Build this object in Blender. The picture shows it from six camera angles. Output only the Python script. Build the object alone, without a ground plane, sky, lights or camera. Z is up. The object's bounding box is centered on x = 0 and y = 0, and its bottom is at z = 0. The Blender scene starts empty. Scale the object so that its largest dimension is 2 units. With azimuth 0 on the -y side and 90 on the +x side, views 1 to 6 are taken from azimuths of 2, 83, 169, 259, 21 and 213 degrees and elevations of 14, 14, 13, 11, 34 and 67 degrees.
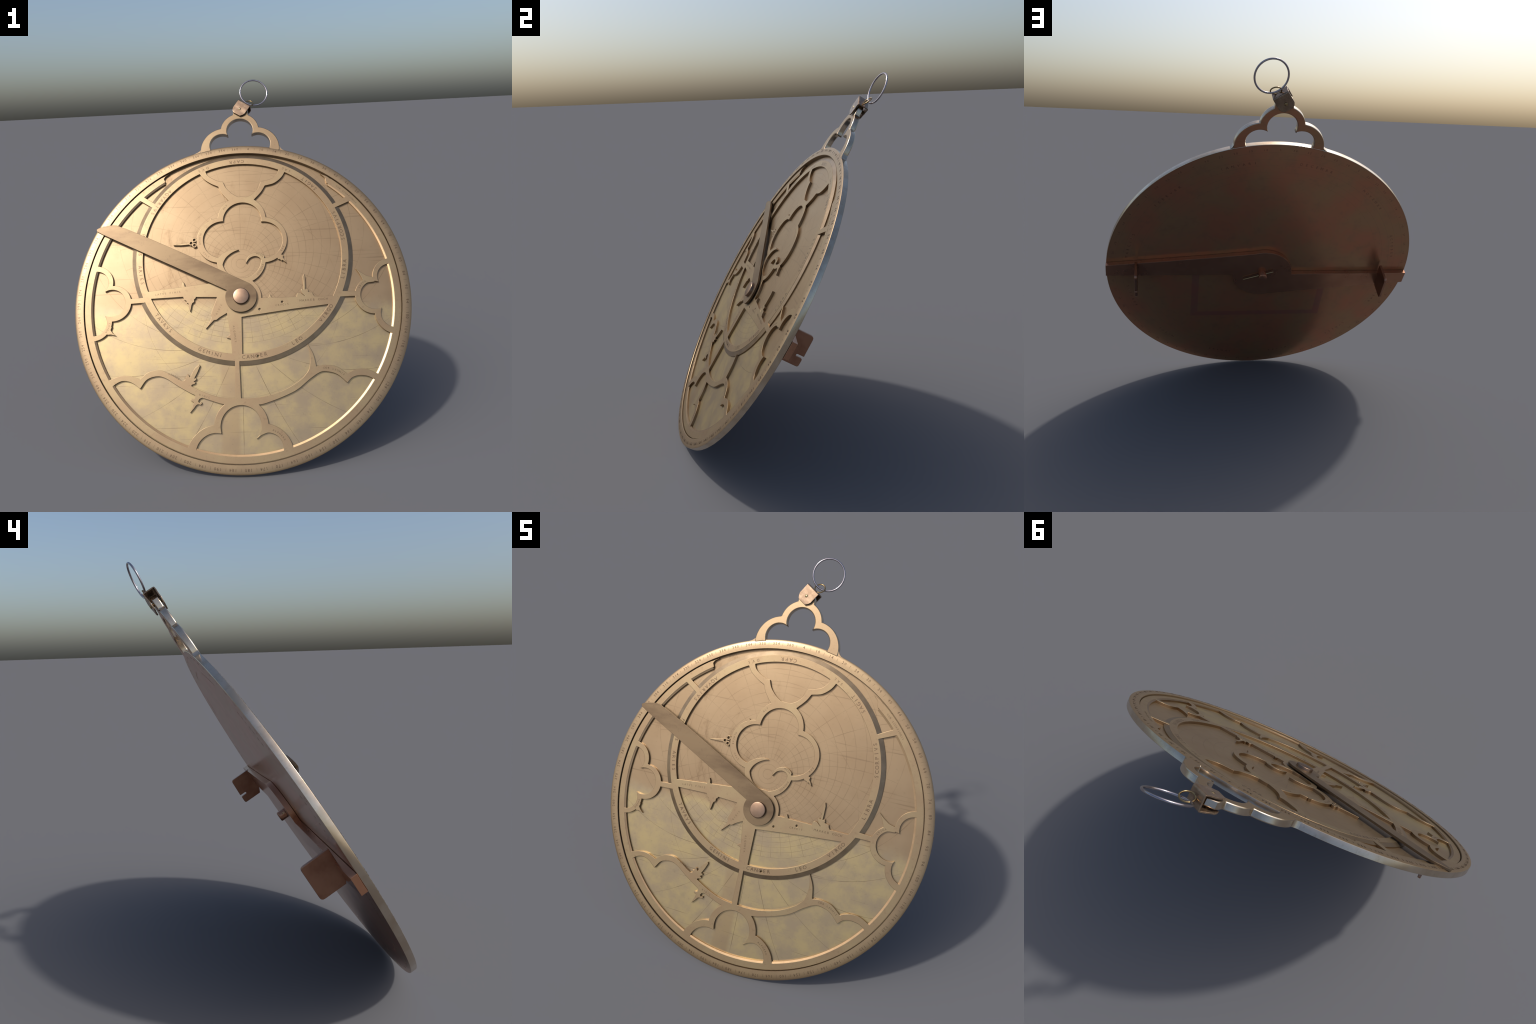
# A flat brass astrolabe leaning back on its rim: mater with throne, plate with engraved
# projection lines, pierced rete, rule, pin, and an alidade with sighting vanes behind.
import bpy, bmesh, math, random
import numpy as np
from mathutils import Vector, Matrix, geometry

random.seed(7)
TILT = math.radians(31.4)                 # elevation of the face normal
ORIGIN = Vector((0.0, -0.1252, 0.8087))     # centre of the disc, on the surface of the rete
FRAME = Matrix(((1, 0, 0, ORIGIN.x),
                (0, math.sin(TILT), -math.cos(TILT), ORIGIN.y),
                (0, math.cos(TILT), math.sin(TILT), ORIGIN.z),
                (0, 0, 0, 1)))
# local frame: x right, y up along the face, z out of the face; rete surface at z = 0

# ------------------------------------------------------------------ levels and radii
Z_LIMB, Z_RETE, Z_PLATE, Z_BACK = 0.0100, 0.0020, -0.0120, -0.0240
R_OUT, R_WELL = 0.9335, 0.8830
ECL = (0.006, 0.250)                        # centre of the eccentric zodiac ring
ECL_IN, ECL_OUT, ECL_FOOT = 0.5655, 0.6045, 0.6270
FR_IN, FR_OUT, FR_FOOT = 0.8430, 0.8790, 0.8335


# =================================================================== node helpers
class Nodes:
    def __init__(self, name):
        self.mat = bpy.data.materials.new(name)
        self.mat.use_nodes = True
        self.t = self.mat.node_tree
        self.t.nodes.clear()
        self.out = self.t.nodes.new("ShaderNodeOutputMaterial")
        self.bsdf = self.t.nodes.new("ShaderNodeBsdfPrincipled")
        self.t.links.new(self.bsdf.outputs[0], self.out.inputs[0])
        self.coord = self.t.nodes.new("ShaderNodeTexCoord").outputs["Object"]
        self._xyz = None

    def put(self, sock, v):
        if isinstance(v, bpy.types.NodeSocket):
            self.t.links.new(v, sock)
        else:
            sock.default_value = v

    def math(self, op, a, b=0.0, c=0.0, clamp=False):
        n = self.t.nodes.new("ShaderNodeMath")
        n.operation, n.use_clamp = op, clamp
        self.put(n.inputs[0], a)
        self.put(n.inputs[1], b)
        self.put(n.inputs[2], c)
        return n.outputs[0]

    def add(self, a, b): return self.math("ADD", a, b)
    def sub(self, a, b): return self.math("SUBTRACT", a, b)
    def mul(self, a, b): return self.math("MULTIPLY", a, b)
    def div(self, a, b): return self.math("DIVIDE", a, b)

    def xyz(self):
        if self._xyz is None:
            n = self.t.nodes.new("ShaderNodeSeparateXYZ")
            self.t.links.new(self.coord, n.inputs[0])
            self._xyz = n.outputs
        return self._xyz

    def noise(self, scale, detail=4.0, rough=0.55, stretch=None, shift=(0, 0, 0), rot=0.0):
        v = self.coord
        if stretch or any(shift) or rot:
            m = self.t.nodes.new("ShaderNodeMapping")
            m.inputs["Scale"].default_value = stretch or (1, 1, 1)
            m.inputs["Location"].default_value = shift
            m.inputs["Rotation"].default_value = (0, 0, rot)
            self.t.links.new(v, m.inputs[0])
            v = m.outputs[0]
        n = self.t.nodes.new("ShaderNodeTexNoise")
        n.inputs["Scale"].default_value = scale
        n.inputs["Detail"].default_value = detail
        n.inputs["Roughness"].default_value = rough
        self.t.links.new(v, n.inputs["Vector"])
        return n.outputs[0]

    def ramp(self, f, lo, hi):
        """smooth 0..1 between lo and hi"""
        n = self.t.nodes.new("ShaderNodeMapRange")
        n.interpolation_type = "SMOOTHSTEP"
        self.put(n.inputs["Value"], f)
        n.inputs["From Min"].default_value, n.inputs["From Max"].default_value = lo, hi
        return n.outputs[0]

    def mix(self, f, a, b):
        n = self.t.nodes.new("ShaderNodeMix")
        n.data_type = "RGBA"
        self.put(n.inputs[0], f)
        for s, v in ((n.inputs[6], a), (n.inputs[7], b)):
            self.put(s, v if isinstance(v, bpy.types.NodeSocket) else (*v, 1.0))
        return n.outputs[2]

    def line(self, dist, width):
        """1 on a line, falling to 0 at width"""
        return self.math("SUBTRACT", 1.0, self.div(self.math("ABSOLUTE", dist), width), clamp=True)

    def wrap(self, v, step):
        """signed distance to the nearest multiple of step"""
        return self.math("WRAP", v, step / 2, -step / 2)

    def finish(self, col, rough, metallic=1.0, grain=0.0, grain_scale=900.0, edge=0.0, extra_height=None):
        self.put(self.bsdf.inputs["Base Color"], col if isinstance(col, bpy.types.NodeSocket) else (*col, 1.0))
        self.put(self.bsdf.inputs["Roughness"], rough)
        self.bsdf.inputs["Metallic"].default_value = metallic
        nrm = None
        if edge:
            b = self.t.nodes.new("ShaderNodeBevel")
            b.samples = 10
            b.inputs["Radius"].default_value = edge
            nrm = b.outputs[0]
        if grain:
            h = self.noise(grain_scale, 2.0, 0.6)
            if extra_height is not None:
                h = self.add(h, extra_height)
            b = self.t.nodes.new("ShaderNodeBump")
            b.inputs["Strength"].default_value = grain
            b.inputs["Distance"].default_value = 0.001
            self.t.links.new(h, b.inputs["Height"])
            if nrm is not None:
                self.t.links.new(nrm, b.inputs["Normal"])
            nrm = b.outputs[0]
        if nrm is not None:
            self.t.links.new(nrm, self.bsdf.inputs["Normal"])
        return self.mat


def srgb(r, g, b):
    f = lambda c: c / 12.92 if c <= 0.04045 else ((c + 0.055) / 1.055) ** 2.4
    return tuple(f(c / 255) for c in (r, g, b))


# =================================================================== materials
# base colours are linear reflectances of worn, lightly patinated brass
def rete_material():
    n = Nodes("rete_brass")
    big, mid, fine = n.noise(5, 5), n.noise(34, 5, 0.65), n.noise(420, 2)
    c = n.mix(n.ramp(big, 0.38, 0.66), (0.262, 0.184, 0.106), (0.284, 0.213, 0.119))
    c = n.mix(n.mul(n.ramp(mid, 0.54, 0.76), 0.50), c, (0.175, 0.108, 0.066))
    c = n.mix(n.mul(n.ramp(fine, 0.5, 0.75), 0.25), c, (0.150, 0.092, 0.056))
    r = n.add(0.29, n.mul(mid, 0.14))
    return n.finish(c, r, metallic=0.76, grain=0.10, grain_scale=700, edge=0.0028)


def plate_material():
    n = Nodes("engraved_plate")
    x, y, _ = n.xyz()
    R, lat = 0.546, math.radians(50)
    X, Y = n.div(x, R), n.div(y, R)
    rho2 = n.add(n.mul(X, X), n.mul(Y, Y))
    s = n.add(1.0, rho2)
    px, py, pz = n.div(n.mul(2, X), s), n.div(n.mul(2, Y), s), n.div(n.sub(1.0, rho2), s)
    sin_alt = n.add(n.mul(py, math.cos(lat)), n.mul(pz, math.sin(lat)))
    alt = n.math("ARCSINE", sin_alt)
    north = n.sub(n.mul(pz, math.cos(lat)), n.mul(py, math.sin(lat)))
    az = n.math("ARCTAN2", px, north)
    metre = n.mul(s, R / 2)                               # metres per radian of sky here
    step = math.radians(5)
    above = n.ramp(alt, -0.004, 0.002)
    circles = n.line(n.mul(n.wrap(alt, step), metre), 0.0016)
    spokes = n.line(n.mul(n.mul(n.wrap(az, 2 * step), metre), n.math("COSINE", alt)), 0.0016)
    spokes = n.mul(spokes, n.ramp(alt, 1.32, 1.28))
    grid = n.mul(n.math("MAXIMUM", circles, spokes), above)
    # unequal hours below the horizon
    c0, rh = R / math.tan(lat), R / math.sin(lat)
    r2 = n.add(n.mul(x, x), n.mul(y, y))
    r = n.math("SQRT", r2)
    cosb = n.div(n.add(r2, c0 * c0 - rh * rh), n.mul(2 * c0, r))
    th_h = n.sub(math.pi, n.math("ARCCOSINE", n.math("MINIMUM", n.math("MAXIMUM", cosb, -1.0), 1.0)))
    th = n.math("ARCTAN2", x, n.mul(y, -1.0))
    hour = n.mul(n.div(th, th_h), 6.0)
    hours = n.line(n.mul(n.mul(n.wrap(hour, 1.0), n.div(th_h, 6.0)), r), 0.0019)
    below = n.sub(1.0, above)
    hours = n.mul(hours, n.mul(below, n.ramp(r, 0.34, 0.44)))
    tropic = n.line(n.sub(r, R), 0.0016)
    horizon = n.line(n.mul(alt, metre), 0.0018)
    wear = n.ramp(n.noise(9, 4), 0.36, 0.66)
    ink = n.math("MAXIMUM", n.mul(grid, 0.55), n.math("MAXIMUM", n.mul(hours, 0.85), n.math("MAXIMUM", n.mul(horizon, 0.3), n.mul(tropic, 0.35))))
    ink = n.mul(ink, n.add(0.30, n.mul(wear, 0.70)))
    # tone: tan above, yellow-green patina below
    big, mid, fine = n.noise(4.2, 5, 0.6), n.noise(6.5, 8, 0.68, shift=(3, 1, 0)), n.noise(60, 4, 0.7)
    tan = n.mix(n.ramp(big, 0.35, 0.65), (0.264, 0.188, 0.110), (0.244, 0.170, 0.098))
    scuff = n.mul(n.ramp(n.noise(7, 6, 0.72, stretch=(1.0, 0.45, 1), shift=(1, 5, 0), rot=0.5), 0.54, 0.72), n.ramp(x, 0.25, -0.35))
    tan = n.mix(n.mul(scuff, 0.75), tan, (0.150, 0.095, 0.050))
    pat = n.mix(n.ramp(mid, 0.36, 0.66), (0.276, 0.214, 0.135), (0.342, 0.266, 0.136))
    pat = n.mix(n.mul(n.ramp(n.noise(13, 6, 0.7, shift=(7, 2, 0)), 0.50, 0.76), 0.45), pat, (0.215, 0.175, 0.118))
    strip = n.mul(n.ramp(n.math("ABSOLUTE", n.add(x, 0.068)), 0.062, 0.036), n.ramp(y, -0.34, -0.40))
    edge = n.add(y, n.mul(n.sub(big, 0.5), 0.16))
    is_tan = n.math("MAXIMUM", n.ramp(edge, -0.075, -0.005), n.mul(strip, 0.6))
    c = n.mix(is_tan, pat, tan)
    c = n.mix(n.mul(n.ramp(fine, 0.58, 0.8), 0.35), c, (0.135, 0.090, 0.052))
    # brushed hairline scratches in two directions
    for ang, off in ((0.7, 2.0), (-1.1, 6.0), (0.1, 9.0)):
        hair = n.ramp(n.noise(26, 3, 0.6, stretch=(0.06, 2.6, 1), shift=(off, off, 0), rot=ang), 0.66, 0.74)
        c = n.mix(n.mul(hair, 0.45), c, (0.135, 0.088, 0.050))
    c = n.mix(n.math("MINIMUM", n.mul(ink, 1.25), 0.9), c, (0.085, 0.052, 0.028))
    ro = n.add(0.29, n.mul(mid, 0.14))
    h = n.mul(ink, -0.6)
    return n.finish(c, ro, metallic=0.76, grain=0.08, grain_scale=650, extra_height=h)


def limb_material():
    n = Nodes("limb_brass")
    big, mid, fine = n.noise(4, 5), n.noise(16, 6, 0.7), n.noise(90, 4, 0.7)
    c = n.mix(n.ramp(big, 0.35, 0.65), (0.250, 0.176, 0.104), (0.270, 0.196, 0.114))
    c = n.mix(n.mul(n.ramp(fine, 0.50, 0.78), 0.35), c, (0.160, 0.102, 0.060))
    return n.finish(c, n.add(0.30, n.mul(mid, 0.12)), metallic=0.76, grain=0.06, grain_scale=650)


def back_material():
    n = Nodes("back_brass")
    x, y, z = n.xyz()
    r = n.math("SQRT", n.add(n.mul(x, x), n.mul(y, y)))
    big, mid, fine = n.noise(4, 5), n.noise(16, 6, 0.7), n.noise(90, 4, 0.7)
    c = n.mix(n.ramp(big, 0.36, 0.64), (0.470, 0.196, 0.106), (0.410, 0.232, 0.118))  # brass tinted red to give the dark red cast of the shadowed back
    c = n.mix(n.mul(n.ramp(mid, 0.48, 0.70), 0.45), c, (0.33, 0.160, 0.098))
    c = n.mix(n.mul(n.ramp(fine, 0.60, 0.74), 0.5), c, (0.20, 0.10, 0.065))
    # engraved circles of the calendar scale and the shadow square
    rings = n.line(n.wrap(n.sub(r, 0.885), 0.042), 0.0022)
    rings = n.mul(rings, n.ramp(r, 0.70, 0.72))
    ax = n.math("ABSOLUTE", x)
    outer = n.mul(n.math("LESS_THAN", ax, 0.428), n.mul(n.math("GREATER_THAN", y, -0.416), n.math("LESS_THAN", y, -0.01)))
    inner = n.mul(n.math("LESS_THAN", ax, 0.384), n.math("GREATER_THAN", y, -0.376))
    square = n.mul(outer, n.sub(1.0, inner))
    c = n.mix(n.mul(rings, 0.22), c, (0.18, 0.10, 0.07))
    c = n.mix(n.mul(square, 0.42), c, (0.30, 0.110, 0.120))
    return n.finish(c, n.add(0.18, n.mul(mid, 0.12)), metallic=0.62, grain=0.04, grain_scale=650)


def plain_metal(name, a, b, rough, scale=14.0, dark=None, spread=0.12, grain=0.05, edge=0.0, stretch=None, rot=0.0, metallic=1.0):
    n = Nodes(name)
    big, fine = n.noise(scale, 5, 0.6, stretch=stretch, rot=rot), n.noise(scale * 7, 4, 0.7)
    c = n.mix(n.ramp(big, 0.36, 0.64), a, b)
    if dark:
        c = n.mix(n.mul(n.ramp(fine, 0.56, 0.78), 0.45), c, dark)
    return n.finish(c, n.add(rough - spread / 2, n.mul(big, spread)), metallic=metallic, grain=grain, grain_scale=600, edge=edge)


M_RETE = rete_material()
M_PLATE = plate_material()
M_LIMB = limb_material()
M_BACK = back_material()
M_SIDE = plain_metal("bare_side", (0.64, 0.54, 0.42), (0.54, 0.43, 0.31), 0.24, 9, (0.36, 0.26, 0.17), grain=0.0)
M_WALL = plain_metal("cut_edge", (0.35, 0.250, 0.150), (0.31, 0.218, 0.128), 0.33, 10, edge=0.002)
M_RULE = plain_metal("dull_rule", (0.112, 0.074, 0.042), (0.164, 0.114, 0.064), 0.36, 9, (0.062, 0.041, 0.028), edge=0.002, stretch=(0.30, 1, 1), rot=0.46, metallic=0.72)
M_PIN = plain_metal("copper_pin", (0.240, 0.160, 0.110), (0.265, 0.180, 0.124), 0.34, 30, edge=0.002)
M_ALIDADE = plain_metal("alidade_brass", (0.44, 0.220, 0.130), (0.38, 0.180, 0.105), 0.26, 7, (0.22, 0.11, 0.068), edge=0.002, metallic=0.8)  # reddened like the disc back, colouring in its warm shade
M_VANE = plain_metal("vane_brass", (0.36, 0.190, 0.120), (0.27, 0.130, 0.080), 0.32, 9, (0.18, 0.09, 0.06), edge=0.002, metallic=0.88)
M_SHACKLE = plain_metal("shackle_bronze", (0.225, 0.155, 0.104), (0.300, 0.215, 0.146), 0.26, 30, (0.13, 0.085, 0.058), edge=0.002, metallic=0.8)
M_STEEL = plain_metal("ring_steel", (0.46, 0.42, 0.43), (0.38, 0.34, 0.36), 0.20, 40, spread=0.05, grain=0.0)
M_GOLD = plain_metal("link_brass", (0.38, 0.27, 0.13), (0.30, 0.20, 0.095), 0.25, 40, grain=0.0)
M_RIVET = plain_metal("rivet_brass", (0.40, 0.30, 0.16), (0.36, 0.26, 0.13), 0.25, 40, grain=0.0)
M_FLANK = plain_metal("dark_bevel", (0.205, 0.150, 0.094), (0.250, 0.186, 0.118), 0.34, 12, (0.115, 0.080, 0.050), metallic=0.85)  # a little darker and greyer than the flat of the rete
M_RETE_POLISHED = plain_metal("polished_bevel", (0.30, 0.205, 0.118), (0.26, 0.176, 0.100), 0.32, 16, (0.17, 0.11, 0.066), metallic=0.9)
M_INK = plain_metal("engraving", (0.080, 0.050, 0.031), (0.120, 0.080, 0.050), 0.36, 60, grain=0.0, metallic=0.85)
M_INK_BACK = plain_metal("faint_engraving", (0.28, 0.130, 0.080), (0.22, 0.100, 0.062), 0.26, 30, grain=0.0, metallic=0.7)


# =================================================================== object helpers
def link(ob, parent, mat=None):
    bpy.context.scene.collection.objects.link(ob)
    if mat is not None:
        for m in mat if isinstance(mat, tuple) else (mat,):
            ob.data.materials.append(m)
    if parent is not None:
        ob.parent = parent
    return ob


def from_bmesh(name, bm, parent, mat, smooth_angle=None):
    me = bpy.data.meshes.new(name)
    bm.normal_update()
    if smooth_angle is not None:
        for f in bm.faces:
            f.smooth = True
        lim = math.radians(smooth_angle)
        for e in bm.edges:
            e.smooth = len(e.link_faces) != 2 or e.calc_face_angle(0.0) < lim
    bm.to_mesh(me)
    bm.free()
    return link(bpy.data.objects.new(name, me), parent, mat)


def lathe(bm, profile, seg=256, centre=(0.0, 0.0), closed=False):
    """revolve (r, z) points about the local z axis through centre"""
    rows = []
    for r, z in profile:
        if r < 1e-6:
            rows.append([bm.verts.new((centre[0], centre[1], z))])
        else:
            rows.append([bm.verts.new((centre[0] + r * math.cos(2 * math.pi * i / seg), centre[1] + r * math.sin(2 * math.pi * i / seg), z)) for i in range(seg)])
    pairs = list(zip(rows, rows[1:])) + ([(rows[-1], rows[0])] if closed else [])
    for a, b in pairs:
        for i in range(seg):
            j = (i + 1) % seg
            if len(a) == 1 and len(b) == 1:
                break
            if len(a) == 1:
                bm.faces.new((a[0], b[i], b[j]))
            elif len(b) == 1:
                bm.faces.new((a[i], b[0], a[j]))
            else:
                bm.faces.new((a[i], b[i], b[j], a[j]))
    bmesh.ops.recalc_face_normals(bm, faces=bm.faces)
    return bm


def prism(bm, poly, z0, z1):
    lo = [bm.verts.new((x, y, z0)) for x, y in poly]
    hi = [bm.verts.new((x, y, z1)) for x, y in poly]
    k = len(poly)
    bm.faces.new(hi)
    bm.faces.new(lo[::-1])
    for i in range(k):
        bm.faces.new((lo[i], lo[(i + 1) % k], hi[(i + 1) % k], hi[i]))
    bmesh.ops.recalc_face_normals(bm, faces=bm.faces)
    return bm


def round_edges(ob, width, segments=2, angle=40):
    m = ob.modifiers.new("rounded_edges", "BEVEL")
    m.width, m.segments, m.limit_method, m.angle_limit = width, segments, "ANGLE", math.radians(angle)
    m.use_clamp_overlap = True
    m.harden_normals = False
    return ob


def torus(bm, R, r, seg=96, ring=14):
    rows = []
    for i in range(seg):
        a = 2 * math.pi * i / seg
        rows.append([bm.verts.new(((R + r * math.cos(2 * math.pi * j / ring)) * math.cos(a), (R + r * math.cos(2 * math.pi * j / ring)) * math.sin(a), r * math.sin(2 * math.pi * j / ring))) for j in range(ring)])
    for i in range(seg):
        for j in range(ring):
            a, b = rows[i], rows[(i + 1) % seg]
            bm.faces.new((a[j], b[j], b[(j + 1) % ring], a[(j + 1) % ring]))
    bmesh.ops.recalc_face_normals(bm, faces=bm.faces)
    return bm


# =================================================================== plane shapes
def disc(cx, cy, r, seg=None):
    seg = seg or max(20, int(r * 620))
    return [(cx + r * math.cos(2 * math.pi * (i + 0.5) / seg), cy + r * math.sin(2 * math.pi * (i + 0.5) / seg)) for i in range(seg)]


def sector(r0, r1, a0, a1, c=(0, 0), seg=160):
    a = [math.radians(a0 + (a1 - a0) * i / seg) for i in range(seg + 1)]
    return [(c[0] + r1 * math.cos(t), c[1] + r1 * math.sin(t)) for t in a] + [(c[0] + r0 * math.cos(t), c[1] + r0 * math.sin(t)) for t in reversed(a)]


def smooth(pts, sub=5):
    """Catmull-Rom through the points, open"""
    p = [np.array(q, float) for q in pts]
    if len(p) < 3:
        return [tuple(q) for q in p]
    p = [2 * p[0] - p[1]] + p + [2 * p[-1] - p[-2]]
    out = []
    for i in range(1, len(p) - 2):
        for k in range(sub):
            t = k / sub
            a, b, c, d = p[i - 1], p[i], p[i + 1], p[i + 2]
            out.append(tuple(0.5 * (2 * b + (c - a) * t + (2 * a - 5 * b + 4 * c - d) * t * t + (3 * b - a - 3 * c + d) * t ** 3)))
    return out + [tuple(p[-2])]


def band(*runs):
    """closed outline from several smooth runs; corners stay sharp where runs meet"""
    out = []
    for r in runs:
        for q in smooth(r):
            if not out or math.dist(out[-1], q) > 1e-5:
                out.append(q)
    if math.dist(out[0], out[-1]) < 1e-5:
        out.pop()
    return out


def inside(poly, P):
    x, y = P[:, 0], P[:, 1]
    res = np.zeros(len(P), bool)
    q = np.array(poly)
    x0, y0 = q[:, 0], q[:, 1]
    x1, y1 = np.roll(x0, -1), np.roll(y0, -1)
    for a, b, c, d in zip(x0, y0, x1, y1):
        if b == d:
            continue
        hit = (b > y) != (d > y)
        res ^= hit & (x < (c - a) * (y - b) / (d - b) + a)
    return res


class Piece:
    """a part cut from sheet metal: union of 'plus' outlines less the union of 'minus' outlines"""
    def __init__(self, name, plus, minus=(), keep_out=()):
        self.name, self.plus, self.minus, self.keep_out = name, list(plus), list(minus), list(keep_out)

    def covers(self, P, memo):
        def hit(poly):
            k = id(poly)
            if k not in memo:
                memo[k] = inside(poly, P)
            return memo[k]
        m = np.zeros(len(P), bool)
        for q in self.plus:
            m |= hit(q)
        for q in self.minus:
            m &= ~hit(q)
        return m


def cut_sheet(pieces, drill=()):
    """lay all outlines on one sheet, return vertices and, per piece, its triangles"""
    verts, edges = [], []
    polys = {id(q): q for pc in pieces for q in pc.plus + pc.minus}
    polys.update({id(q): q for q in drill})
    for q in polys.values():
        k0, k = len(verts), len(q)
        verts += [Vector(p) for p in q]
        edges += [(k0 + i, k0 + (i + 1) % k) for i in range(k)]
    v, e, f, *_ = geometry.delaunay_2d_cdt(verts, edges, [], 0, 1e-5)
    V = np.array([(p.x, p.y) for p in v])
    F = np.array([t for t in f if len(t) == 3])
    P = V[F].mean(1)
    memo, owner = {}, np.full(len(F), -1)
    for i, pc in enumerate(pieces):
        owner[(owner < 0) & pc.covers(P, memo)] = i
    for q in drill:
        owner[inside(q, P)] = -1
    return V, F, owner


def extrude_sheet(V, F, owner, z0, z1):
    """per piece: top, bottom and the walls on the outside boundary of the whole sheet"""
    kept = owner >= 0
    count = {}
    for t in F[kept]:
        for i in range(3):
            k = tuple(sorted((t[i], t[(i + 1) % 3])))
            count[k] = count.get(k, 0) + 1
    result = {}
    for i in sorted(set(owner[kept])):
        bm = bmesh.new()
        hi, lo = {}, {}
        def get(d, k, z):
            if k not in d:
                d[k] = bm.verts.new((V[k][0], V[k][1], z))
            return d[k]
        for t in F[owner == i]:
            bm.faces.new([get(hi, k, z1) for k in t])
            bm.faces.new([get(lo, k, z0) for k in reversed(t)])
            for j in range(3):
                a, b = t[j], t[(j + 1) % 3]
                if count[tuple(sorted((a, b)))] == 1:
                    bm.faces.new((get(lo, a, z0), get(lo, b, z0), get(hi, b, z1), get(hi, a, z1))).material_index = 1
        result[i] = bm
    return result


# =================================================================== the thing
root = bpy.data.objects.new("astrolabe", None)
bpy.context.scene.collection.objects.link(root)
root.matrix_world = FRAME
root["label"] = "leaning round brass astrolabe with pierced star map"
root["category"] = "astrolabe"

# ---- mater: limb, well and back in one turned body
bm = bmesh.new()
crown = [(0.8995, 0.0), (0.908, 0.0002), (0.917, 0.0009), (0.925, 0.0020), (0.9318, 0.0034), (0.9330, 0.0041), (0.9335, 0.0053)]
lathe(bm, [(0, Z_BACK), (0.30, Z_BACK), (0.60, Z_BACK), (R_OUT - 0.0015, Z_BACK), (R_OUT, Z_BACK + 0.0015)] + [(r, Z_LIMB - d) for r, d in reversed(crown)]
      + [(R_WELL + 0.0015, Z_LIMB), (R_WELL, Z_LIMB - 0.0015), (R_WELL, -0.0200), (0, -0.0200)], seg=320)
bm.normal_update()
for f in bm.faces:
    c = f.calc_center_median()
    if c.z < Z_BACK + 0.0001:
        f.material_index = 2
    elif math.hypot(c.x, c.y) > 0.9315 and c.z < Z_LIMB - 0.0045:
        f.material_index = 1
mater = from_bmesh("mater", bm, root, (M_LIMB, M_SIDE, M_BACK), 33)

# ---- throne: three-lobed openwork handle on top of the limb
TX = 0.0095
hole_low = [(TX - 0.108, 0.90), (TX + 0.108, 0.90), (TX + 0.0700, 1.004), (TX - 0.0720, 1.005)]
neck = [(-0.033, 1.12), (0.065, 1.12), (0.062, 1.175), (0.047, 1.203), (0.012, 1.212), (-0.022, 1.196), (-0.031, 1.170)]
throne_piece = Piece("throne", [disc(TX, 1.038, 0.118), disc(TX - 0.0915, 0.912, 0.147), disc(TX + 0.0915, 0.912, 0.147), neck],
                     [disc(TX, 1.039, 0.077), disc(TX - 0.108, 0.944, 0.072), disc(TX + 0.108, 0.944, 0.072), hole_low, disc(0, 0, 0.9225, 720)])
V, F, own = cut_sheet([throne_piece])
bm = extrude_sheet(V, F, own, Z_BACK + 0.0008, Z_LIMB - 0.0006)[0]
for f in bm.faces:
    if f.material_index == 0 and f.calc_center_median().z < 0:
        f.material_index = 2
bmesh.ops.remove_doubles(bm, verts=bm.verts, dist=0.003)
bmesh.ops.dissolve_limit(bm, angle_limit=0.02, verts=bm.verts, edges=bm.edges, delimit={'MATERIAL'})
throne = from_bmesh("throne", bm, mater, (M_LIMB, M_SIDE, M_BACK), 35)
round_edges(throne, 0.0050, 3, 50)
throne.modifiers[-1].use_clamp_overlap = False
fillets = Piece("throne_fillet", [[(-0.300, 0.872), (-0.290, 0.882), (-0.262, 0.8935), (-0.245, 0.9020), (-0.232, 0.912), (-0.221, 0.928), (-0.20, 0.93), (-0.20, 0.88)],
                                  [(0.296, 0.872), (0.286, 0.884), (0.266, 0.8935), (0.254, 0.9050), (0.2475, 0.920), (0.23, 0.93), (0.22, 0.88)]],
                [disc(TX - 0.0915, 0.912, 0.1435), disc(TX + 0.0915, 0.912, 0.1435), disc(0, 0, 0.9225, 720)])
V, F, own = cut_sheet([fillets])
bm = extrude_sheet(V, F, own, Z_BACK + 0.0015, Z_LIMB - 0.0030)[0]
from_bmesh("throne_fillet", bm, throne, (M_LIMB, M_SIDE), 35)

# ---- plate
bm = bmesh.new()
lathe(bm, [(0, -0.0208), (0.8825, -0.0208), (0.8825, Z_PLATE), (0, Z_PLATE)], seg=256)
plate = from_bmesh("plate", bm, root, M_PLATE, 40)

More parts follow.
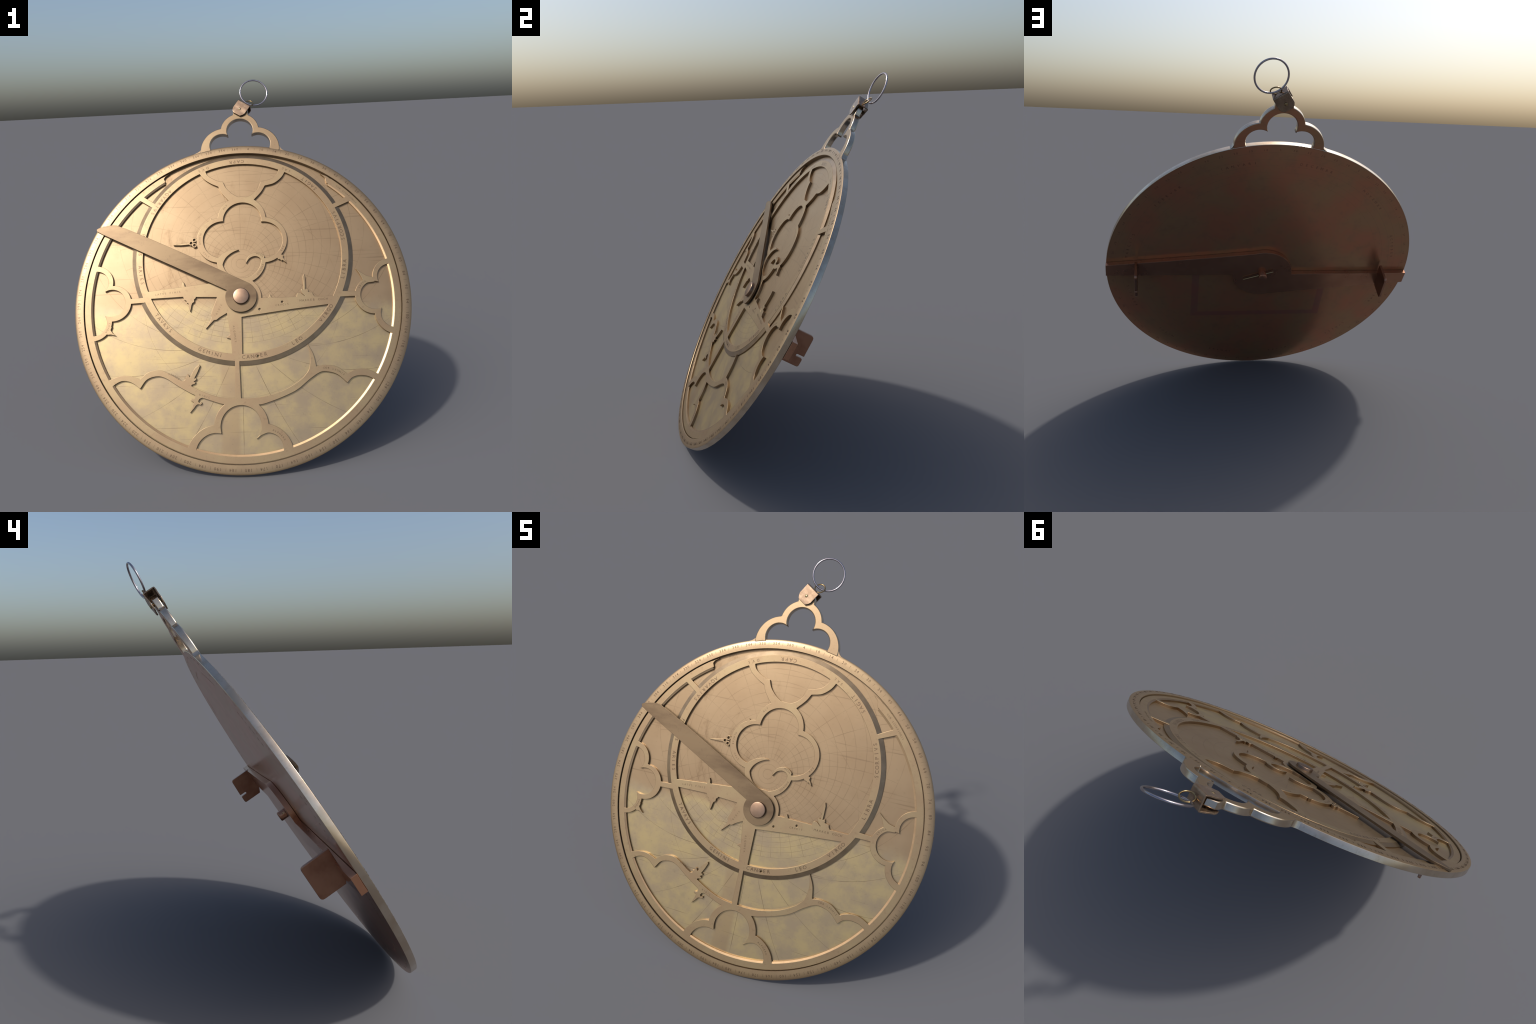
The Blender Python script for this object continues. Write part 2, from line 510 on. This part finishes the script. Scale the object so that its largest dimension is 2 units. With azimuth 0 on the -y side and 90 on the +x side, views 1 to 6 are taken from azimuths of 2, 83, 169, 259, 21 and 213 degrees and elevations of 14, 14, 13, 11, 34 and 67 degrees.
# ---- rete: everything pierced from one sheet
frame = Piece("rim_band", [sector(FR_IN, FR_OUT, 52.3, 121.4 - 360, seg=260),
                           [(-0.452, 0.712), (-0.440, 0.722), (-0.448, 0.740), (-0.440, 0.755), (-0.416, 0.7725), (-0.470, 0.742)],
                           band([(0.514, 0.666), (0.507, 0.685), (0.505, 0.702), (0.478, 0.729)], [(0.478, 0.729), (0.5150, 0.7120), (0.540, 0.690)])])
zodiac = Piece("zodiac_ring", [disc(*ECL, ECL_OUT, 360)], [disc(*ECL, ECL_IN, 360)])
bars = Piece("cross_bar", [
    disc(0, 0, 0.1120),
    [(-0.548, 0.049), (-0.524, 0.051), (-0.431, 0.061), (-0.193, 0.085), (-0.09, 0.09), (-0.09, 0.0), (-0.136, 0.005), (-0.254, 0.010), (-0.319, 0.014), (-0.42, 0.011), (-0.535, 0.008)],
    [(0.09, -0.008), (0.535, -0.012), (0.525, -0.053), (0.481, -0.058), (0.278, -0.078), (0.0, -0.112), (0.0, -0.05)],
    [(-0.086, -0.05), (-0.0805, -0.087), (-0.062, -0.220), (-0.052, -0.335), (0.0005, -0.335), (0.0005, -0.05)],
    [(-0.0405, -0.345), (-0.0415, -0.560), (-0.0100, -0.560), (-0.0165, -0.345)],
    [(-0.600, 0.615), (-0.505, 0.553), (-0.488, 0.577), (-0.582, 0.640)],
    [(0.629, 0.5815), (0.535, 0.5315), (0.535, 0.504), (0.660, 0.558)],
    [(-0.632, 0.013), (-0.540, 0.018), (-0.540, -0.012), (-0.632, -0.016)],
    [(0.548, 0.014), (0.640, 0.010), (0.640, -0.017), (0.540, -0.018)],
])
well_edge = disc(0, 0, FR_IN + 0.006, 400)
leaf = Piece("leaf_arch", [
    band([(-0.240, 0.775), (-0.235, 0.764), (-0.210, 0.729), (-0.169, 0.698), (-0.124, 0.675)], [(-0.124, 0.675), (-0.108, 0.639), (-0.083, 0.605), (-0.061, 0.580)],
         [(-0.061, 0.580), (0.01, 0.575), (0.085, 0.583)], [(0.085, 0.583), (0.127, 0.629), (0.151, 0.669)], [(0.151, 0.669), (0.206, 0.683), (0.249, 0.717), (0.272, 0.755), (0.276, 0.768)],
         [(0.237, 0.785), (0.234, 0.770), (0.224, 0.743), (0.193, 0.713), (0.126, 0.695)], [(0.126, 0.695), (0.107, 0.650), (0.067, 0.612), (0.015, 0.598), (-0.021, 0.612), (-0.053, 0.636), (-0.081, 0.669), (-0.097, 0.707)],
         [(-0.097, 0.707), (-0.116, 0.708), (-0.154, 0.726), (-0.188, 0.752), (-0.203, 0.785)])])
crescent = band([(-0.140, 0.215), (-0.128, 0.234), (-0.087, 0.266), (-0.050, 0.280), (-0.029, 0.282), (-0.009, 0.278)], [(-0.009, 0.278), (-0.035, 0.2685), (-0.060, 0.254), (-0.082, 0.234), (-0.096, 0.210), (-0.104, 0.185)])
curl = band([(0.031, 0.197), (0.038, 0.228), (0.060, 0.249), (0.091, 0.259), (0.118, 0.251), (0.136, 0.236)], [(0.132, 0.195), (0.1165, 0.190), (0.120, 0.202), (0.109, 0.225), (0.083, 0.236), (0.052, 0.225), (0.031, 0.197)])
quatre = Piece("quatrefoil", [disc(0.010, 0.465, 0.1395), disc(-0.115, 0.341, 0.136), disc(0.130, 0.334, 0.138), disc(0.004, 0.216, 0.139)],
               [disc(0.013, 0.457, 0.1105), disc(-0.103, 0.344, 0.111), disc(0.131, 0.333, 0.111), disc(0.006, 0.219, 0.111), [(-0.03, 0.31), (0.05, 0.31), (0.05, 0.38), (-0.03, 0.38)]])
hooks = Piece("hook", [crescent, curl])


def trefoil(name, outer, inner, window):
    return Piece(name, [disc(*o) for o in outer], [disc(*i) for i in inner] + [window])


left_foil = trefoil("trefoil", [(-0.826, 0.109, 0.102), (-0.720, -0.010, 0.1025), (-0.826, -0.115, 0.105)], [(-0.824, 0.107, 0.073), (-0.730, -0.008, 0.078), (-0.819, -0.121, 0.070)],
                    [(-0.90, -0.12), (-0.790, -0.090), (-0.771, -0.075), (-0.771, 0.058), (-0.80, 0.08), (-0.90, 0.12)])
right_foil = trefoil("trefoil", [(0.834, 0.091, 0.101), (0.731, -0.016, 0.1035), (0.848, -0.116, 0.1195)], [(0.832, 0.087, 0.074), (0.737, -0.015, 0.079), (0.837, -0.121, 0.076)],
                     [(0.90, -0.12), (0.795, -0.100), (0.770, -0.086), (0.763, 0.058), (0.80, 0.07), (0.90, 0.12)])
low_foil = trefoil("trefoil", [(-0.012, -0.692, 0.143), (-0.136, -0.846, 0.165), (0.101, -0.838, 0.157)], [(-0.013, -0.692, 0.107), (-0.146, -0.828, 0.105), (0.126, -0.807, 0.079)],
                   [(-0.20, -0.90), (-0.19, -0.80), (-0.115, -0.722), (0.066, -0.757), (0.15, -0.83), (0.16, -0.90)])
for foil in (left_foil, right_foil, low_foil):
    foil.minus.append(sector(FR_IN + 0.004, 1.2, 0, 360, seg=300))
left_wave = Piece("wave_arm", [band(
    [(-0.745, -0.452), (-0.717, -0.432), (-0.666, -0.415), (-0.612, -0.414), (-0.555, -0.433)],
    [(-0.555, -0.433), (-0.509, -0.397), (-0.451, -0.388), (-0.402, -0.406), (-0.351, -0.436), (-0.309, -0.459), (-0.276, -0.478), (-0.195, -0.517), (-0.117, -0.542), (-0.03, -0.552)],
    [(-0.03, -0.580), (-0.102, -0.578), (-0.179, -0.554), (-0.257, -0.526), (-0.310, -0.498), (-0.359, -0.469), (-0.411, -0.435), (-0.459, -0.421), (-0.516, -0.437), (-0.552, -0.485)],
    [(-0.552, -0.485), (-0.596, -0.452), (-0.645, -0.440), (-0.688, -0.457), (-0.715, -0.485)])])
right_wave = Piece("wave_arm", [band(
    [(-0.03, -0.552), (0.072, -0.549), (0.154, -0.534), (0.232, -0.507), (0.306, -0.463), (0.340, -0.430), (0.357, -0.401), (0.365, -0.337), (0.353, -0.270)],
    [(0.353, -0.270), (0.381, -0.326), (0.395, -0.395)], [(0.395, -0.395), (0.444, -0.389), (0.503, -0.399), (0.556, -0.437)],
    [(0.556, -0.437), (0.602, -0.417), (0.657, -0.416), (0.715, -0.442), (0.74, -0.46)],
    [(0.71, -0.485), (0.687, -0.466), (0.659, -0.453), (0.615, -0.449), (0.580, -0.460), (0.554, -0.485)],
    [(0.554, -0.485), (0.507, -0.442), (0.465, -0.426), (0.419, -0.424), (0.362, -0.457), (0.295, -0.509), (0.239, -0.537), (0.151, -0.569), (0.077, -0.586), (-0.03, -0.580)])])

POINTERS = [
    # spears and spikes on the tracery, each tapering to the place of a star
    [(-0.136, 0.005), (-0.171, -0.093), (-0.166, -0.105), (-0.171, -0.122), (-0.197, -0.171), (-0.153, -0.125), (-0.139, -0.124), (-0.121, -0.110), (-0.0805, -0.087), (-0.07, 0.0)],
    [(-0.327, 0.018), (-0.319, -0.005), (-0.307, -0.009), (-0.305, -0.022), (-0.296, -0.024), (-0.293, -0.036), (-0.291, -0.055), (-0.285, -0.072), (-0.280, -0.052), (-0.278, -0.038), (-0.274, -0.025), (-0.263, -0.018), (-0.263, -0.003), (-0.254, 0.004), (-0.253, 0.018)],
    [(-0.336, 0.065), (-0.333, 0.088), (-0.327, 0.103), (-0.320, 0.090), (-0.315, 0.065)],
    [(-0.060, -0.204), (-0.071, -0.212), (-0.084, -0.224), (-0.071, -0.228), (-0.058, -0.233)],
    [(0.147, -0.018), (0.155, 0.002), (0.160, 0.012), (0.165, 0.002), (0.175, -0.018)],
    [(0.300, -0.02), (0.307, -0.007), (0.309, 0.008), (0.317, 0.014), (0.330, 0.012), (0.352, -0.007), (0.371, 0.017), (0.387, 0.014), (0.396, 0.012), (0.398, 0.000), (0.405, -0.008), (0.405, -0.02)],
    [(0.352, -0.006), (0.335, 0.013), (0.332, 0.027), (0.336, 0.036), (0.346, 0.030), (0.347, 0.060), (0.345, 0.104), (0.352, 0.124), (0.358, 0.105), (0.358, 0.060), (0.357, 0.030), (0.368, 0.036), (0.373, 0.027), (0.370, 0.013)],
    [(-0.385, 0.3205), (-0.338, 0.328), (-0.292, 0.337), (-0.290, 0.321), (-0.340, 0.318)],
    [(-0.180, 0.458), (-0.168, 0.4775), (-0.152, 0.460)],
    [(-0.720, -0.140), (-0.727, -0.160), (-0.715, -0.177), (-0.697, -0.192), (-0.725, -0.185), (-0.745, -0.186), (-0.745, -0.16)],
    [(0.690, 0.055), (0.677, 0.070), (0.670, 0.090), (0.660, 0.112), (0.642, 0.141), (0.668, 0.118), (0.700, 0.096), (0.740, 0.086), (0.74, 0.06)],
    [(0.213, 0.244), (0.208, 0.222), (0.214, 0.212), (0.224, 0.212), (0.232, 0.202), (0.237, 0.207), (0.259, 0.190), (0.247, 0.213), (0.240, 0.222), (0.243, 0.236), (0.232, 0.240), (0.225, 0.248)],
    [(-0.335, -0.450), (-0.318, -0.449), (-0.309, -0.442), (-0.314, -0.431), (-0.304, -0.431), (-0.300, -0.413), (-0.292, -0.416), (-0.284, -0.432), (-0.272, -0.408), (-0.258, -0.384), (-0.234, -0.364), (-0.229, -0.372), (-0.242, -0.404), (-0.260, -0.439),
     (-0.249, -0.437), (-0.249, -0.446), (-0.263, -0.455), (-0.252, -0.459), (-0.257, -0.467), (-0.274, -0.472), (-0.277, -0.486), (-0.31, -0.486)],
    [(-0.262, -0.512), (-0.255, -0.531), (-0.259, -0.545), (-0.275, -0.545), (-0.280, -0.553), (-0.270, -0.560), (-0.262, -0.562), (-0.270, -0.587), (-0.281, -0.617), (-0.262, -0.596), (-0.250, -0.580), (-0.240, -0.574), (-0.226, -0.578),
     (-0.217, -0.570), (-0.222, -0.562), (-0.233, -0.567), (-0.238, -0.558), (-0.232, -0.547), (-0.218, -0.541), (-0.210, -0.530)],
    [(0.095, -0.705), (0.085, -0.734), (0.067, -0.757), (0.095, -0.738), (0.126, -0.727), (0.125, -0.705)],
]
bunch = [(-0.2645, 0.3480), (-0.2825, 0.3290), (-0.2630, 0.3160)]
pointers = [Piece("star_pointer", [p]) for p in POINTERS]
pointers[7].plus += [disc(x, y, 0.0140, 24) for x, y in bunch]
drill = [disc(x, y, 0.0074, 18) for x, y in bunch] + [disc(x, y, 0.0065, 16) for x, y in ((0.085, -0.330), (0.100, -0.072), (0.226, -0.0355))]
# windows must stay open: pieces whose outline strays into a foil or the well are trimmed there
for pc in (left_foil, right_foil, low_foil):
    pass
pieces = [frame, zodiac, bars, quatre, hooks, leaf, left_foil, right_foil, low_foil, left_wave, right_wave] + pointers
for pc in (left_wave, right_wave, bars):
    pc.minus += low_foil.minus[:2]
V, F, own = cut_sheet(pieces, drill)
bodies = extrude_sheet(V, F, own, Z_PLATE - 0.001, Z_RETE)
rete = None
for i, bm in bodies.items():
    bmesh.ops.dissolve_limit(bm, angle_limit=0.005, verts=bm.verts, edges=bm.edges)
    ob = from_bmesh(pieces[i].name, bm, rete or root, (M_RETE, M_WALL), 35)
    if rete is None:
        ob.name = ob.data.name = "rete"
        rete = ob
        rim_band = ob
    if pieces[i].name == "zodiac_ring":
        zodiac_ob = ob


def flank(bm, c, r0, r1, drop, a0, a1, seg):
    """shallow bevel running off the edge of a ring, then a short wall down to the plate"""
    rows = [[bm.verts.new((c[0] + r * math.cos(math.radians(a0 + (a1 - a0) * i / seg)), c[1] + r * math.sin(math.radians(a0 + (a1 - a0) * i / seg)), z)) for i in range(seg + 1)]
            for r, z in ((r0, Z_RETE - 0.0005), (r1, Z_RETE - drop), (r1, Z_PLATE - 0.0004))]
    sides = []
    for k, (a, b) in enumerate(zip(rows, rows[1:])):
        for i in range(seg):
            f = bm.faces.new((a[i], a[i + 1], b[i + 1], b[i]))
            f.material_index = k
            sides.append(f)
    bm.normal_update()
    for f in sides:                          # faces look up, walls look away from the ring
        m = f.calc_center_median()
        out = Vector((m.x - c[0], m.y - c[1], 0)) * (1 if r1 > r0 else -1) + Vector((0, 0, 1))
        if f.normal.dot(out) < 0:
            f.normal_flip()
    if abs(a1 - a0) < 359:                   # close the two ends
        for i in (0, seg):
            t = math.radians(a0 + (a1 - a0) * i / seg)
            foot = bm.verts.new((c[0] + r0 * math.cos(t), c[1] + r0 * math.sin(t), Z_PLATE - 0.0004))
            bm.faces.new((rows[0][i], rows[1][i], rows[2][i], foot)).material_index = 1
    return bm


from_bmesh("bevelled_flank", flank(bmesh.new(), ECL, ECL_OUT - 0.001, ECL_FOOT, 0.0078, 0, 360, 300), zodiac_ob, (M_FLANK, M_WALL), 25)
from_bmesh("bevelled_flank", flank(bmesh.new(), (0, 0), FR_IN + 0.001, FR_FOOT, 0.0034, 51.9, 121.8 - 360, 260), rete, (M_RETE_POLISHED, M_WALL), 25)

# ---- rule on the front, its fiducial edge running through the centre
u, w = Vector((-0.8944, 0.4472)), Vector((0.4472, 0.8944))
edge_pts = [(0.0, -0.001), (0.60, 0.0), (0.889, 0.0005), (0.929, 0.003), (0.936, 0.012), (0.9315, 0.022), (0.910, 0.042), (0.877, 0.067), (0.862, 0.0760), (0.8426, 0.0825), (0.78, 0.0870), (0.69, 0.0900), (0.45, 0.0915), (0.20, 0.0895), (0.0, 0.0875)]
blade = [tuple(u * s + w * t) for s, t in edge_pts]
rule_piece = Piece("rule", [blade, disc(0, 0, 0.0875, 96)])
V, F, own = cut_sheet([rule_piece])
bm = extrude_sheet(V, F, own, 0.0, 0.0105)[0]
bmesh.ops.dissolve_limit(bm, angle_limit=0.02, verts=bm.verts, edges=bm.edges)
rule = from_bmesh("rule", bm, root, M_RULE, 35)
round_edges(rule, 0.0016, 2, 50)
rule.location = (0, 0, 0.0100)

bm = bmesh.new()
lathe(bm, [(0, 0.0), (0.0450, 0.0), (0.0450, 0.0325), (0.0443, 0.0345), (0.0425, 0.0359), (0.0400, 0.0365), (0, 0.0371)], seg=72)
pin = from_bmesh("pin", bm, root, M_PIN, 22)

# ---- alidade behind: counterchanged arms on a broad hub
Z_A0, Z_A1 = -0.0255, -0.0538
arm = [(0.10, 0.0), (0.934, -0.003), (0.931, 0.081), (0.60, 0.114), (0.30, 0.145), (0.02, 0.178), (-0.02, 0.10)]
arm_b = [(-x, -y) for x, y in arm]
V, F, own = cut_sheet([Piece("alidade", [arm, arm_b, disc(0, 0.001, 0.182, 140)])])
bm = extrude_sheet(V, F, own, Z_A1, Z_A0)[0]
bmesh.ops.dissolve_limit(bm, angle_limit=0.02, verts=bm.verts, edges=bm.edges)
alidade = from_bmesh("alidade", bm, root, M_ALIDADE, 35)
round_edges(alidade, 0.0018, 2, 50)


def rounded(pts, radii, seg=5):
    out = []
    k = len(pts)
    for i in range(k):
        p, r = Vector(pts[i]), radii[i]
        if r <= 0:
            out.append(tuple(p))
            continue
        a, b = (Vector(pts[i - 1]) - p).normalized(), (Vector(pts[(i + 1) % k]) - p).normalized()
        p0, p1 = p + a * r, p + b * r
        for j in range(seg + 1):
            t = j / seg
            out.append(tuple(p0 * (1 - t) ** 2 + p * (2 * t * (1 - t)) + p1 * t * t))
    return out


def vane(x, outline, thick):
    bm = prism(bmesh.new(), outline, -thick / 2, thick / 2)
    # outline is (y, depth); stand it up across the arm
    for v in bm.verts:
        y, d, t = v.co
        v.co = (x + t, y, d)
    bmesh.ops.recalc_face_normals(bm, faces=bm.faces)
    ob = from_bmesh("vane", bm, alidade, M_VANE, 35)
    return round_edges(ob, 0.0015, 2, 50)


slotted = rounded([(0.101, -0.044), (0.101, -0.168), (-0.0065, -0.172), (-0.0065, -0.133), (-0.0185, -0.133), (-0.0185, -0.171), (-0.064, -0.171), (-0.064, -0.062), (-0.040, -0.050), (0.0, -0.044)],
                  [0, 0.018, 0.004, 0.005, 0.005, 0.010, 0.012, 0, 0, 0])
plain = rounded([(0.064, -0.044), (0.064, -0.176), (-0.098, -0.176), (-0.098, -0.060), (-0.07, -0.044)], [0, 0.018, 0.018, 0, 0])
vane(0.758, slotted, 0.0145)
vane(-0.754, plain, 0.0145)

bm = bmesh.new()
lathe(bm, [(0, -0.040), (0.0250, -0.040), (0.0255, -0.084), (0.0240, -0.0875), (0.0205, -0.0898), (0, -0.0910)], seg=40)
bmesh.ops.translate(bm, verts=bm.verts, vec=(0.001, 0.004, 0))
bolt = from_bmesh("pin_end", bm, root, M_ALIDADE, 40)
bm = bmesh.new()
lathe(bm, [(0, -0.096), (0.0036, -0.096), (0.0043, -0.090), (0.0043, 0.088), (0.0036, 0.096), (0, 0.096)], seg=16)
wedge = from_bmesh("wedge", bm, bolt, M_RIVET, 50)
wedge.rotation_euler = (0, math.radians(90), math.radians(-20))
wedge.location = (0.027, 0.0, -0.0655)

# ---- shackle riveted over the neck of the throne, swung to one side
HU, HV = Vector((0.8246, -0.5657)), Vector((-0.5657, -0.8246))
HC = Vector((0.0435, 1.2200))
tongue = [(-0.0440, 0.0), (0.0440, 0.0), (0.0440, 0.069), (0.0265, 0.0905), (-0.0265, 0.0905), (-0.0440, 0.069)]
T_SH = 0.0062
profile = rounded([(0.0905, 0.0185), (0.0, 0.0215), (0.0, -0.0385), (0.0905, -0.0340)], [0, 0.007, 0.007, 0], 4)   # (down, z) of the bent strap
bm = bmesh.new()


def strap_half(down):
    if down <= 0.069:
        return 0.0425
    return 0.0425 + (0.0250 - 0.0425) * (down - 0.069) / (0.0905 - 0.069)


dense = []
for (a, b), (c, d) in zip(profile, profile[1:]):
    k = 6 if math.dist((a, b), (c, d)) > 0.03 else 1
    dense += [(a + (c - a) * i / k, b + (d - b) * i / k) for i in range(k)]
dense.append(profile[-1])
rows = []
for i, (d, z) in enumerate(dense):
    p0, p1 = Vector(dense[max(i - 1, 0)]), Vector(dense[min(i + 1, len(dense) - 1)])
    t = (p1 - p0).normalized()
    nrm = Vector((-t.y, t.x)) * (T_SH / 2)
    hw = strap_half(max(d, 0))
    row = []
    for sgn, side in ((1, -1), (1, 0), (1, 1), (-1, 1), (-1, 0), (-1, -1)):
        dd, zz = d + sgn * nrm.x, z + sgn * nrm.y
        wob = 0.0012 * math.sin(9 * side + 2.1 * i)
        q = HC + HU * (side * hw) + HV * dd
        row.append(bm.verts.new((q.x, q.y, zz + wob * (1 if side == 0 else 0.5))))
    rows.append(row)
for a, b in zip(rows, rows[1:]):
    for j in range(6):
        bm.faces.new((a[j], a[(j + 1) % 6], b[(j + 1) % 6], b[j]))
bm.faces.new(rows[0][::-1])
bm.faces.new(rows[-1])
bmesh.ops.recalc_face_normals(bm, faces=bm.faces)
shackle = from_bmesh("shackle", bm, root, M_SHACKLE, 40)
round_edges(shackle, 0.0012, 2, 50)
bm = bmesh.new()
lathe(bm, [(0, -0.0445), (0.0070, -0.0445), (0.0090, -0.042), (0.0095, 0.0205), (0.0085, 0.0228), (0.0055, 0.0244), (0, 0.0250)], seg=28)
rivet = from_bmesh("rivet", bm, shackle, M_RIVET, 60)
rivet.location = (0.0130, 1.1785, 0)


def ring(name, centre, normal, R, r, parent, mat, seg):
    ob = from_bmesh(name, torus(bmesh.new(), R, r, seg), parent, mat, 180)
    ob.rotation_mode = "QUATERNION"
    ob.rotation_quaternion = Vector((0, 0, 1)).rotation_difference(Vector(normal))
    ob.location = centre
    return ob


to_local = FRAME.inverted()
ring("link_ring", to_local @ Vector((0.067, 0.5317, 1.8555)), (0.04, 0.434, 0.899), 0.0275, 0.0034, shackle, M_GOLD, 64)
ring("suspension_ring", to_local @ Vector((0.0981, 0.5774, 1.9189)), (-0.133, 0.108, -0.985), 0.0840, 0.0049, root, M_STEEL, 128)


# =================================================================== engraved writing
def glyph_mesh(text, size):
    cu = bpy.data.curves.new("glyphs", "FONT")
    cu.body, cu.size, cu.align_x, cu.align_y, cu.extrude, cu.resolution_u = text, size, "CENTER", "CENTER", 0.0, 2
    ob = bpy.data.objects.new("glyphs", cu)
    bpy.context.scene.collection.objects.link(ob)
    dg = bpy.context.evaluated_depsgraph_get()
    me = bpy.data.meshes.new_from_object(ob.evaluated_get(dg))
    bpy.data.objects.remove(ob)
    bpy.data.curves.remove(cu)
    return me


CACHE = {}


def stamp(bm, text, size, place, z, squeeze=1.0):
    """letters as thin solid inlay lying in the surface"""
    key = (text, size)
    if key not in CACHE:
        CACHE[key] = glyph_mesh(text, size)
    t = bmesh.new()
    t.from_mesh(CACHE[key])
    r = bmesh.ops.extrude_face_region(t, geom=t.faces[:])
    bmesh.ops.translate(t, verts=[v for v in r["geom"] if isinstance(v, bmesh.types.BMVert)], vec=(0, 0, 0.0008))
    bmesh.ops.scale(t, verts=t.verts, vec=(squeeze, 1, 1))
    bmesh.ops.transform(t, verts=t.verts, matrix=place)
    bmesh.ops.translate(t, verts=t.verts, vec=(0, 0, z - 0.0006))
    bmesh.ops.recalc_face_normals(t, faces=t.faces)
    me = bpy.data.meshes.new("tmp")
    t.to_mesh(me)
    t.free()
    bm.from_mesh(me)
    bpy.data.meshes.remove(me)


def on_circle(c, r, angle, inward):
    """angle in degrees from +x; tops of the letters point to the centre when inward"""
    a = math.radians(angle)
    turn = a + math.pi / 2 if inward else a - math.pi / 2
    return Matrix.Translation((c[0] + r * math.cos(a), c[1] + r * math.sin(a), 0)) @ Matrix.Rotation(turn, 4, "Z")


def write_arc(bm, text, size, c, r, mid, inward, z, pitch, squeeze=1.0):
    step = math.degrees(pitch / r) * (1 if inward else -1)
    for i, ch in enumerate(text):
        if ch != " ":
            stamp(bm, ch, size, on_circle(c, r, mid + step * (i - (len(text) - 1) / 2), inward), z, squeeze)


bm = bmesh.new()
for k in range(72):
    deg = (k * 5) or 360
    label = str(deg)
    ang = 90 - (deg - 1.4)
    write_arc(bm, label[:-1] + ("4" if label[-1] == "5" else "0"), 0.0215, (0, 0), 0.9095, ang, False, Z_LIMB - 0.0001, 0.0140)
    stamp(bm, "|", 0.018, on_circle((0, 0), 0.9105, ang - 2.35, False), Z_LIMB, 0.6)
numerals = from_bmesh("engraved_numeral", bm, mater, M_INK)
numerals["kind"] = "stuff"

bm = bmesh.new()
SIGNS = [("ARIES", 190), ("TAVRVS", 221), ("GEMINI", 252), ("CANCER", 276), ("LEO", 300), ("VIRGO", 322), ("LIBRA", 349), ("SCORPIVS", 15), ("SAGIT", 46), ("CAPR", 92), ("AQVARIVS", 144), ("PISCES", 172)]
for word, ang in SIGNS:
    write_arc(bm, word, 0.0285, ECL, 0.5835, ang, True, Z_RETE, 0.0240)
write_arc(bm, "SAL", 0.020, ECL, 0.5835, 62, True, Z_RETE, 0.022)
write_arc(bm, "DVS", 0.022, ECL, 0.5835, 112, True, Z_RETE, 0.026)
STARS = [("COR SCORPIONIS", (0, 0), 0.860, 43.5, False, 0.0115), ("COR LEONIS", (0.434, -0.565), 0.161, 70, False, 0.0125), ("VENTER", (-0.445, -0.565), 0.162, 62, False, 0.0120),
         ("SPICA", (0.734, -0.0155), 0.091, 135, False, 0.0125), ("ALPHERA", (0.112, -0.825), 0.117, 50, False, 0.0125), ("CAVDA", (-0.823, -0.118), 0.088, -20, False, 0.0125),
         ("CORONE", (0.006, 0.217), 0.125, -30, True, 0.0125), ("WEGA", (0.085, 0.200), 0.051, 60, False, 0.0110), ("RAZ", (0.130, 0.334), 0.1245, -28, True, 0.0125),
         ("ALACAB", (-0.110, 0.342), 0.1235, 175, True, 0.0125), ("CVLT", (-0.110, 0.342), 0.1235, 225, True, 0.0125), ("ALT", (0.011, 0.461), 0.125, 140, False, 0.0125)]
for word, c, r, ang, inw, pitch in STARS:
    write_arc(bm, word, 0.0135, c, r, ang, inw, Z_RETE, pitch)


def write_line(text, size, p, angle, pitch):
    a = math.radians(angle)
    for i, ch in enumerate(text):
        if ch != " ":
            d = pitch * (i - (len(text) - 1) / 2)
            stamp(bm, ch, size, Matrix.Translation((p[0] + d * math.cos(a), p[1] + d * math.sin(a), 0)) @ Matrix.Rotation(a, 4, "Z"), Z_RETE)


write_line("MARKEB COCH", 0.0170, (0.400, -0.030), 2, 0.0145)
write_line("CRVCIS", 0.0140, (0.225, -0.052), 3, 0.0130)
write_line("LATVS FINIS", 0.0150, (-0.412, 0.037), 5, 0.0135)
write_line("ALGOMEY", 0.0140, (-0.040, -0.205), -84, 0.0140)
write_line("RIGIL", 0.0140, (-0.125, -0.065), 64, 0.0140)
write_line("RIGIL", 0.0140, (-0.205, -0.533), -17, 0.0130)
letters = from_bmesh("engraved_letter", bm, rete, M_INK)
letters["kind"] = "stuff"

# faint month names and degrees on the back
bm = bmesh.new()
MONTHS = ["IANVARI", "FEBRVAR", "MARCIVS", "APRILIS", "MAIVS", "IVNIVS", "IVLIVS", "AVGVST", "SEPTEMB", "OCTOBER", "NOVEMBR", "DECEMBR"]
flip = Matrix.Rotation(math.pi, 4, "Y")
for i, word in enumerate(MONTHS):
    t = bmesh.new()
    write_arc(t, word, 0.022, (0, 0), 0.822, 105 + 30 * i, False, 0.0, 0.030)
    bmesh.ops.transform(t, verts=t.verts, matrix=flip)
    bmesh.ops.translate(t, verts=t.verts, vec=(0, 0, Z_BACK))
    me = bpy.data.meshes.new("tmp")
    t.to_mesh(me)
    t.free()
    bm.from_mesh(me)
    bpy.data.meshes.remove(me)
for i in range(72):
    t = bmesh.new()
    write_arc(t, str(5 * (1 + i % 6)), 0.017, (0, 0), 0.900, 90 + 5 * i, False, 0.0, 0.014)
    bmesh.ops.transform(t, verts=t.verts, matrix=flip)
    bmesh.ops.translate(t, verts=t.verts, vec=(0, 0, Z_BACK))
    me = bpy.data.meshes.new("tmp")
    t.to_mesh(me)
    t.free()
    bm.from_mesh(me)
    bpy.data.meshes.remove(me)
back_letters = from_bmesh("engraved_letter", bm, mater, M_INK_BACK)
back_letters["kind"] = "stuff"
for me in list(bpy.data.meshes):
    if not me.users:
        bpy.data.meshes.remove(me)
